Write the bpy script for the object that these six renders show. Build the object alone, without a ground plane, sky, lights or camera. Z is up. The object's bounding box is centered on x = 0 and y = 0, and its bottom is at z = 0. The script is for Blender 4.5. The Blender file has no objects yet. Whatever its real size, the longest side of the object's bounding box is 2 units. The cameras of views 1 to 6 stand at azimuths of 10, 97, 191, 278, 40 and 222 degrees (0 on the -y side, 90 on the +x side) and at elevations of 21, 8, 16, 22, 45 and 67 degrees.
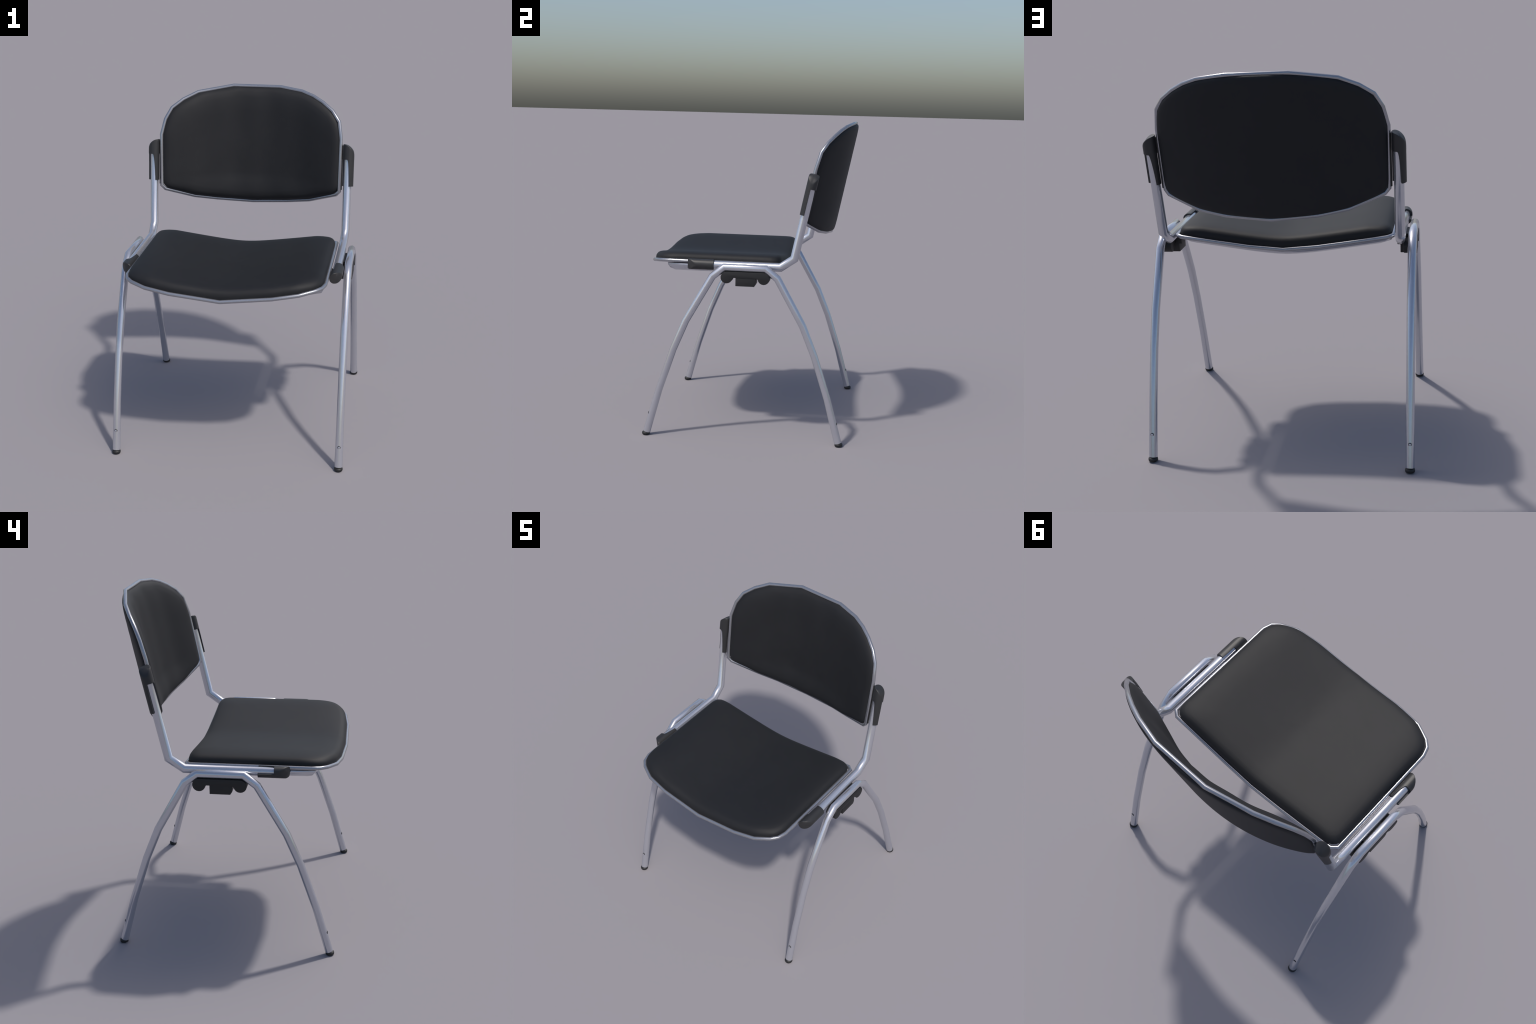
"""Stackable visitor chair: bent chrome tube frame, black padded seat and back."""
import bpy, bmesh, math
import numpy as np
from mathutils import Vector

# ------------------------------------------------------------------ materials
def new_mat(name):
    m = bpy.data.materials.new(name)
    m.use_nodes = True
    nt = m.node_tree
    b = nt.nodes["Principled BSDF"]
    return m, nt, b


def chrome(name="polished_chrome", dim=1.0, rough=None):
    rough = CHROME_ROUGH if rough is None else rough
    m, nt, b = new_mat(name)
    b.inputs["Metallic"].default_value = CHROME_METAL
    tc = nt.nodes.new("ShaderNodeTexCoord")
    no = nt.nodes.new("ShaderNodeTexNoise")
    no.inputs["Scale"].default_value = 4.0
    no.inputs["Detail"].default_value = 1.0
    nt.links.new(tc.outputs["Object"], no.inputs["Vector"])
    rc = nt.nodes.new("ShaderNodeValToRGB")
    rc.color_ramp.elements[0].position = 0.3
    rc.color_ramp.elements[0].color = (*[c * dim for c in CHROME_A], 1)
    rc.color_ramp.elements[1].position = 0.7
    rc.color_ramp.elements[1].color = (*[c * dim for c in CHROME_B], 1)
    nt.links.new(no.outputs["Fac"], rc.inputs["Fac"])
    nt.links.new(rc.outputs["Color"], b.inputs["Base Color"])
    mr = nt.nodes.new("ShaderNodeMapRange")
    mr.inputs["To Min"].default_value = rough - 0.015
    mr.inputs["To Max"].default_value = rough + 0.015
    nt.links.new(no.outputs["Fac"], mr.inputs["Value"])
    nt.links.new(mr.outputs["Result"], b.inputs["Roughness"])
    return m


def vinyl():
    m, nt, b = new_mat("black_vinyl")
    tc = nt.nodes.new("ShaderNodeTexCoord")
    big = nt.nodes.new("ShaderNodeTexNoise")
    big.inputs["Scale"].default_value = 5.0
    nt.links.new(tc.outputs["Object"], big.inputs["Vector"])
    rc = nt.nodes.new("ShaderNodeValToRGB")
    rc.color_ramp.elements[0].position = 0.3
    rc.color_ramp.elements[0].color = (VINYL[0] * .94, VINYL[1] * .94, VINYL[2] * .94, 1)
    rc.color_ramp.elements[1].position = 0.7
    rc.color_ramp.elements[1].color = (VINYL[0] * 1.06, VINYL[1] * 1.06, VINYL[2] * 1.06, 1)
    nt.links.new(big.outputs["Fac"], rc.inputs["Fac"])
    nt.links.new(rc.outputs["Color"], b.inputs["Base Color"])
    b.inputs["Roughness"].default_value = VINYL_ROUGH
    b.inputs["Specular IOR Level"].default_value = VINYL_SPEC
    # fine leather pores
    vo = nt.nodes.new("ShaderNodeTexVoronoi")
    vo.inputs["Scale"].default_value = 160.0
    nt.links.new(tc.outputs["Object"], vo.inputs["Vector"])
    bp = nt.nodes.new("ShaderNodeBump")
    bp.inputs["Strength"].default_value = 0.06
    bp.inputs["Distance"].default_value = 0.002
    nt.links.new(vo.outputs["Distance"], bp.inputs["Height"])
    nt.links.new(bp.outputs["Normal"], b.inputs["Normal"])
    return m


def plastic(name, col, rough):
    m, nt, b = new_mat(name)
    tc = nt.nodes.new("ShaderNodeTexCoord")
    no = nt.nodes.new("ShaderNodeTexNoise")
    no.inputs["Scale"].default_value = 60.0
    nt.links.new(tc.outputs["Object"], no.inputs["Vector"])
    rc = nt.nodes.new("ShaderNodeValToRGB")
    rc.color_ramp.elements[0].color = (col * .92, col * .93, col * .99, 1)
    rc.color_ramp.elements[1].color = (col * 1.08, col * 1.09, col * 1.16, 1)
    nt.links.new(no.outputs["Fac"], rc.inputs["Fac"])
    nt.links.new(rc.outputs["Color"], b.inputs["Base Color"])
    b.inputs["Roughness"].default_value = rough
    return m


CHROME_METAL = .75
CHROME_A, CHROME_B, CHROME_ROUGH = (.565, .575, .625), (.585, .595, .645), .17
VINYL, VINYL_ROUGH, VINYL_SPEC = (.0130, .0136, .0156), .62, .27
M_CHROME = chrome()
M_RIM = chrome("rim_chrome", .62, .22)  # same chrome, base darkened to tone down white sun glare on the rims
M_VINYL = vinyl()
M_PLASTIC = plastic("black_plastic", .021, .5)
M_DARK = plastic("dark_bracket_plastic", .010, .55)
M_RUBBER = plastic("black_rubber", .012, .55)

# ------------------------------------------------------------------ helpers
root = bpy.data.objects.new("stacking_chair", None)
bpy.context.collection.objects.link(root)
root["label"] = "chrome tube stacking chair with black padded seat and back"
root["category"] = "chair"


def add(name, bm_or_mesh, mat, parent=root, smooth=math.radians(180)):
    if isinstance(bm_or_mesh, bmesh.types.BMesh):
        bm = bm_or_mesh
        bmesh.ops.recalc_face_normals(bm, faces=bm.faces)
        me = bpy.data.meshes.new(name)
        bm.to_mesh(me)
        bm.free()
    else:
        me = bm_or_mesh
    if not me.materials:
        me.materials.append(mat)
    if smooth is not None:
        me.shade_smooth()
        if smooth < 3.0:
            me.set_sharp_from_angle(angle=smooth)
    ob = bpy.data.objects.new(name, me)
    bpy.context.collection.objects.link(ob)
    ob.parent = parent
    return ob


def tube(path, radius, sides=12, closed=False, cap=True, phase=0.0, up=(1, 0, 0), flat=1.0):
    """Sweep a polygon along a polyline with mitred corners.
    radius may be a number or a list; flat squeezes the section along its second axis."""
    pts = [Vector(p) for p in path]
    n = len(pts)
    rad = radius if isinstance(radius, (list, tuple)) else [radius] * n
    bm = bmesh.new()
    rings = []
    for i, p in enumerate(pts):
        a = pts[i - 1] if (i > 0 or closed) else None
        c = pts[(i + 1) % n] if (i < n - 1 or closed) else None
        din = (p - a).normalized() if a is not None else (c - p).normalized()
        dout = (c - p).normalized() if c is not None else din
        t = (din + dout).normalized()
        mit = 1.0 / max(0.5, t.dot(dout))
        upv = up(i, p) if callable(up) else Vector(up)
        e1 = (upv - t * upv.dot(t)).normalized()
        e2 = t.cross(e1)
        bend = (dout - din)
        bdir = bend.normalized() if bend.length > 1e-6 else None
        ring = []
        for k in range(sides):
            ang = phase + 2 * math.pi * k / sides
            off = e1 * math.cos(ang) * rad[i] + e2 * math.sin(ang) * rad[i] * flat
            if bdir is not None:
                off += bdir * off.dot(bdir) * (mit - 1.0)
            ring.append(bm.verts.new(p + off))
        rings.append(ring)
    m = n if closed else n - 1
    for i in range(m):
        r0, r1 = rings[i], rings[(i + 1) % n]
        for k in range(sides):
            bm.faces.new((r0[k], r0[(k + 1) % sides], r1[(k + 1) % sides], r1[k]))
    if cap and not closed:
        bm.faces.new(rings[0][::-1])
        bm.faces.new(rings[-1])
    return bm


def fillet(path, corner_r, steps=2):
    """Replace the inner corners of a polyline by short chords."""
    out = [Vector(path[0])]
    for i in range(1, len(path) - 1):
        p, a, c = Vector(path[i]), Vector(path[i - 1]), Vector(path[i + 1])
        d1, d2 = (a - p), (c - p)
        r = min(corner_r, d1.length * .45, d2.length * .45)
        s, e = p + d1.normalized() * r, p + d2.normalized() * r
        for k in range(steps + 1):
            t = k / steps
            out.append(s * (1 - t) ** 2 + p * 2 * t * (1 - t) + e * t * t)
    out.append(Vector(path[-1]))
    return out


def mirror_y_mid(h, y0=.015):
    return y0 - h, y0 + h


# ------------------------------------------------------------------ legs
LEG_X, LEG_MID = .668, .0145
LEG_R = [.0234, .0220, .0219, .0227, .0233, .0232]   # swaged slightly thinner in the middle
LEG_HALF = [(.607, .020), (.530, .30), (.444, .56), (.365, .75), (.202, 1.037), (.128, 1.095)]


def leg_path(x):
    front = [(x, LEG_MID - h, z) for h, z in LEG_HALF]
    back = [(x, LEG_MID + h, z) for h, z in LEG_HALF[::-1]]
    return front + back


for sx in (-1, 1):
    path = leg_path(sx * LEG_X)
    rr = LEG_R + LEG_R[::-1]
    leg = add("leg_frame", tube(path, rr, sides=14), M_CHROME, smooth=math.radians(62))
    for s in (-1, 1):
        # rubber glide
        bm = bmesh.new()
        prof = [(0, 0), (.019, 0), (.0245, .003), (.0255, .009), (.0245, .016), (.018, .021), (.0, .022)]
        rings = []
        for r, z in prof:
            if r == 0:
                rings.append([bm.verts.new((0, 0, z))])
            else:
                rings.append([bm.verts.new((r * math.cos(a), r * math.sin(a), z))
                              for a in np.linspace(0, 2 * math.pi, 24, endpoint=False)])
        for r0, r1 in zip(rings[:-1], rings[1:]):
            for k in range(24):
                q = [r0[k % len(r0)], r0[(k + 1) % len(r0)], r1[(k + 1) % len(r1)], r1[k % len(r1)]]
                q = list(dict.fromkeys(q))
                bm.faces.new(q)
        ft = add("foot_glide", bm, M_RUBBER, parent=leg)
        ft.location = (sx * LEG_X, LEG_MID + s * .612, 0)
        # rivet on the outward face of each leg
        h = np.interp(.135, [z for _, z in LEG_HALF], [a for a, _ in LEG_HALF])
        bm = bmesh.new()
        bmesh.ops.create_uvsphere(bm, u_segments=14, v_segments=8, radius=.0082)
        rv = add("rivet", bm, M_CHROME, parent=leg)
        rv.scale = (1, .6, 1)
        bm = bmesh.new()
        bmesh.ops.create_uvsphere(bm, u_segments=14, v_segments=8, radius=.0096)
        hole = add("rivet_hole", bm, M_RUBBER, parent=leg)
        hole.scale = (1, .42, 1)
        hole.location = (sx * LEG_X, LEG_MID + s * (h + .0205), .141)
        rv.location = (sx * LEG_X, LEG_MID + s * (h + .0205), .141)

# ------------------------------------------------------------------ rails (seat support + upright)
RAIL_X, RAIL_R = .616, .0255
RAIL = [(-.31, 1.099), (.227, 1.099), (.312, 1.158), (.312 + .208 * .46, 1.158 + .46)]


def end_cap(tip, axis, front, out, length_tip, length_tube, length_tongue, wide=False):
    """Plastic end cap with two opposite tongues lying along the tube.
    tip: end of the tube axis; axis: direction out of the tube;
    front, out: unit vectors across the tube (front tongue side, outward side)."""
    R1 = .0250
    A, F, O = Vector(axis).normalized(), Vector(front), Vector(out)
    bm = bmesh.new()
    angs = sorted(set([i * 6 for i in range(60)] + [84, 86, 264, 266, 27, 207]))

    def drop(side):
        return .066 * (1 - math.sqrt(max(0, 1 - (.5 + .5 * side) ** 2)))

    def low(a):
        if wide and (a % 360 <= 150 or a % 360 >= 342):
            return length_tongue
        a = a % 180  # angle from front towards +x, two-fold symmetric
        if a > 150:
            a -= 180
        if 27 <= a <= 84:
            f = 1.0
        elif a > 84 or a < -8:
            f = 0.0
        else:
            f = ((a + 8) / 35.0) ** 2.1
        return length_tube + (length_tongue - length_tube) * f

    rows = []
    for a in angs:
        t = math.radians(a)
        d = F * math.cos(t) + SX * math.sin(t)
        side = d.dot(O)
        top = length_tip - drop(side)          # rounded end, lower on the outside
        lo = -low(a)
        R0 = .0325 + .005 * max(0, side)
        ring = [Vector(tip) + d * R1 + A * lo,
                Vector(tip) + d * R0 + A * (lo + .001),
                Vector(tip) + d * R0 + A * (top - .014),
                Vector(tip) + d * (R0 * .99) + A * (top - .002),
                Vector(tip) + d * (R0 * .93) + A * (length_tip - drop(side * .93) + .0005)]
        rows.append([bm.verts.new(v) for v in ring])
    n = len(rows)
    for i in range(n):
        p, q = rows[i], rows[(i + 1) % n]
        for k in range(len(p) - 1):
            bm.faces.new((p[k], p[k + 1], q[k + 1], q[k]))
        bm.faces.new((q[0], p[0], q[0])) if False else None
    c = bm.verts.new(Vector(tip) + A * (length_tip - drop(0) + .003))
    ci = bm.verts.new(Vector(tip) + A * (-length_tube + .01))
    for i in range(n):
        bm.faces.new((rows[i][-1], c, rows[(i + 1) % n][-1]))
        bm.faces.new((rows[i][0], rows[(i + 1) % n][0], ci))
    return bm


SX = Vector((1, 0, 0))
for sx in (-1, 1):
    x = sx * RAIL_X
    path = [(sx * rx, y, z) for (y, z), rx in zip(RAIL, (RAIL_X - .006, RAIL_X - .006, RAIL_X - .002, RAIL_X))]
    rail = add("side_rail", tube(path, RAIL_R, sides=14), M_CHROME, smooth=math.radians(62))
    up_dir = Vector((0, .208, 1)).normalized()
    add("end_cap", end_cap((x, RAIL[3][0], RAIL[3][1]), up_dir,
                           (0, -up_dir.z, up_dir.y), (sx, 0, 0), .064, .03, .195),
        M_PLASTIC, parent=rail, smooth=math.radians(40))
    add("end_cap", end_cap((x - sx * .006, -.31, 1.099), (0, -1, 0), (0, 0, 1), (sx, 0, 0), .05, .033, .123, wide=sx > 0),
        M_PLASTIC, parent=rail, smooth=math.radians(40))

# ------------------------------------------------------------------ link brackets
def extrude_profile(prof, x0, x1, bevel=.004):
    bm = bmesh.new()
    a = [bm.verts.new((x0, y, z)) for y, z in prof]
    b = [bm.verts.new((x1, y, z)) for y, z in prof]
    bm.faces.new(a)
    bm.faces.new(b[::-1])
    n = len(prof)
    for i in range(n):
        bm.faces.new((a[i], b[i], b[(i + 1) % n], a[(i + 1) % n]))
    bmesh.ops.recalc_face_normals(bm, faces=bm.faces)
    if bevel:
        ed = [e for e in bm.edges if abs(e.verts[0].co.x - e.verts[1].co.x) < 1e-6]
        bmesh.ops.bevel(bm, geom=ed, offset=bevel, segments=2, affect='EDGES', profile=.6)
    return bm


def hook_profile():
    """Bar with two rolled-down ends."""
    pts = []
    yl, yr, zc, r = -.097, .133, 1.035, .037
    for a in np.radians(np.linspace(90, 350, 14)):
        pts.append((yl + r * math.cos(a), zc + r * math.sin(a)))
    pts += [(-.056, 1.034)]
    pts += [(.092, 1.034)]
    for a in np.radians(np.linspace(190, 450, 14)):
        pts.append((yr + r * math.cos(a), zc + r * math.sin(a)))
    return pts


for sx in (-1, 1):
    xo, xi = sx * .690, sx * .622
    br = add("link_bracket", extrude_profile(hook_profile(), xi, xo, .003), M_DARK,
             smooth=math.radians(35))
    block = [(-.041, .983), (-.041, 1.036), (.084, 1.036), (.084, .999), (.075, .983)]
    if sx < 0:
        block = [(-.041, .983), (-.052, 1.0), (-.052, 1.036), (.074, 1.036), (.074, .983)]
    add("bracket_block", extrude_profile(block, sx * .600, sx * .6875, .003), M_DARK, parent=br,
        smooth=math.radians(35))
    saddle = [(-.055, 1.030), (-.055, 1.088), (.085, 1.088), (.085, 1.030)]
    add("bracket_saddle", extrude_profile(saddle, sx * .585, sx * .655, .003), M_DARK, parent=br,
        smooth=math.radians(35))

# ------------------------------------------------------------------ backrest
LEAN, BACK_Y, BACK_Z, BACK_R = .2, .497, 1.26, 1.07


def back_pt(x, z, off=0.0):
    """Point on the curved, reclined back surface; off>0 lies behind it."""
    rr = BACK_R + off
    th = math.asin(max(-1, min(1, x / BACK_R)))
    y = BACK_Y - BACK_R + rr * math.cos(th)
    X = rr * math.sin(th)
    n = 1 / math.sqrt(1 + LEAN ** 2)
    y0 = y + LEAN * (z - BACK_Z)
    return Vector((X, y0, z - off * LEAN * n * .9))


# outer outline (x, z) of the rim, clockwise from the top, left and right bends differ a little
RIM = [(-.137, 2.000), (.165, 1.997), (.307, 1.979), (.384, 1.955), (.450, 1.922), (.515, 1.877),
       (.562, 1.816), (.578, 1.712), (.577, 1.392), (.552, 1.362), (.375, 1.299), (.230, 1.276),
       (.0, 1.260), (-.230, 1.276), (-.375, 1.299), (-.552, 1.362), (-.577, 1.392), (-.580, 1.712),
       (-.557, 1.808), (-.518, 1.877), (-.450, 1.925), (-.358, 1.966)]


def inset(poly, d):
    n = len(poly)
    out = []
    for i in range(n):
        a, p, c = (np.array(poly[(i + k) % n]) for k in (-1, 0, 1))
        t1 = (p - a) / np.linalg.norm(p - a)
        t2 = (c - p) / np.linalg.norm(c - p)
        n1, n2 = np.array([t1[1], -t1[0]]), np.array([t2[1], -t2[0]])
        m = n1 + n2
        m = m / np.linalg.norm(m)
        out.append(tuple(p + m * d / max(.6, m @ n1)))
    return out


def densify(poly, step):
    out = []
    n = len(poly)
    for i in range(n):
        a, b = np.array(poly[i]), np.array(poly[(i + 1) % n])
        k = max(1, int(np.linalg.norm(b - a) / step))
        for j in range(k):
            out.append(tuple(a + (b - a) * j / k))
    return out


def smooth_closed(poly, it):
    p = np.array(poly)
    for _ in range(it):
        p = .5 * p + .25 * (np.roll(p, 1, 0) + np.roll(p, -1, 0))
    return [tuple(q) for q in p]


def cushion(outline, mapper, prof):
    """Padded panel: outline (u, v), rings inset by d and raised by h (prof list of (d, h)),
    front profile then back profile; mapper(u, v, h) -> Vector."""
    bm = bmesh.new()
    o = np.array(outline)
    c = np.array([(o[:, 0].max() + o[:, 0].min()) / 2, (o[:, 1].max() + o[:, 1].min()) / 2])
    hu = (o[:, 0].max() - o[:, 0].min()) / 2
    hv = (o[:, 1].max() - o[:, 1].min()) / 2
    n = len(o)

    def ring(d, h, s=1.0):
        q = (o - c) * np.array([(hu - d) / hu, (hv - d) / hv]) * s + c
        return [bm.verts.new(mapper(u, v, h)) for u, v in q]

    front, back = prof
    rings = []
    for d, h, s in front[::-1] + back:
        rings.append(ring(d, h, s))
    for r0, r1 in zip(rings[:-1], rings[1:]):
        for k in range(n):
            bm.faces.new((r0[k], r0[(k + 1) % n], r1[(k + 1) % n], r1[k]))
    for r, (d, h, s) in ((rings[0], front[-1]), (rings[-1], back[-1])):
        cv = bm.verts.new(mapper(c[0], c[1], h))
        for k in range(n):
            bm.faces.new((r[k], r[(k + 1) % n], cv))
    return bm


back = add("backrest", cushion(
    smooth_closed(densify(inset(RIM, .014), .02), 3),
    lambda u, v, h: back_pt(u, v, -h - (.0018 * math.cos(u * 2 * math.pi / .21) if h > .03 else 0)  # cosine ripple modelled into the front to draw soft vertical sheen bands
                            - .016 * min(1, max(0, h / .02)) * min(1, max(0, (1.43 - v) / .1))),
    ([(0, .0, 1), (.002, .009, 1), (.008, .017, 1), (.018, .026, 1), (.035, .034, 1), (.065, .040, 1),
      (.10, .043, 1)] +
     [(.10, .045, s) for s in (.9, .8, .7, .6, .5, .4, .3, .2, .1)],
     [(.001, -.007, 1), (.006, -.013, 1), (.016, -.017, 1), (.035, -.019, 1), (.07, -.020, 1)] +
     [(.07, -.020, s) for s in (.85, .7, .55, .4, .25, .1)])), M_VINYL)
rim_in = inset(RIM, .010)
rim_path = [back_pt(u, v) for u, v in densify(rim_in, .16)]
add("back_rim", tube(rim_path, .0115, sides=8, closed=True, up=(0, 1, -.2)), M_RIM, parent=back)

# black strips along the sides of the rim, facing the uprights
for sx in (-1, 1):
    strip = []
    for z in (1.405, 1.50, 1.60, 1.675):
        strip.append(back_pt(sx * .5725, z, .006))
    add("rim_dark_strip", tube(strip, .0075, sides=8, up=(1, 0, 0)), M_DARK, parent=back,
        smooth=math.radians(50))

# ------------------------------------------------------------------ seat
SEAT_Z, SEAT_RISE, SEAT_SOFT = 1.040, .151, .115   # shallow dish, tight along the centre line


def seat_pt(x, y, h=0.0):
    q = math.sqrt(x * x + SEAT_SOFT ** 2)
    sl = SEAT_RISE * x / q
    n = math.sqrt(1 + sl * sl)
    return Vector((x - h * sl / n, y + .003, SEAT_Z + SEAT_RISE * (q - SEAT_SOFT) + h / n))


SEAT = [(0, -.648), (-.290, -.640), (-.435, -.619), (-.525, -.572), (-.562, -.535), (-.578, -.480),
        (-.580, .205), (-.545, .234), (0, .240), (.545, .234), (.580, .205), (.578, -.480),
        (.562, -.535), (.525, -.572), (.435, -.619), (.290, -.640)]

seat = add("seat", cushion(
    smooth_closed(densify(inset(SEAT, .014), .02), 3),
    lambda u, v, h: seat_pt(u, v, h - .26 * max(0, h - .012) * min(1, max(0, (abs(u) - .45) / .11))
                            - (.005 * min(1, max(0, (-.42 - v) / .14)) * min(1, abs(u) / .3) if h > .03 else 0)),
    ([(0, .012, 1), (.001, .028, 1), (.005, .042, 1), (.013, .053, 1), (.025, .060, 1), (.045, .064, 1),
      (.09, .066, 1)] +
     [(.09, .066, s) for s in (.85, .7, .55, .4, .25, .1)],
     [(.004, .0, 1), (.03, -.006, 1)] + [(.03, -.006, s) for s in (.8, .6, .4, .2)])), M_VINYL)
add("seat_rim", tube([seat_pt(u, v) for u, v in densify(inset(SEAT, .010), .18)], .0115, sides=8,
                     closed=True, up=(0, 0, 1)), M_RIM, parent=seat)
PAN = [(0, -.540), (-.40, -.525), (-.555, -.497), (-.565, -.40), (-.565, .12), (-.53, .145), (0, .155),
       (.53, .145), (.565, .12), (.565, -.40), (.555, -.497), (.40, -.525)]
add("seat_shell", cushion(
    densify(PAN, .05), lambda u, v, h: seat_pt(u, v, h),
    ([(0.0, -.016, 1)] + [(.0, -.012, s) for s in (.8, .6, .4, .2)],
     [(.004, -.030, 1), (.016, -.046, 1), (.045, -.058, 1)] + [(.045, -.062, s) for s in (.8, .6, .4, .2)])),
    M_CHROME, parent=seat)
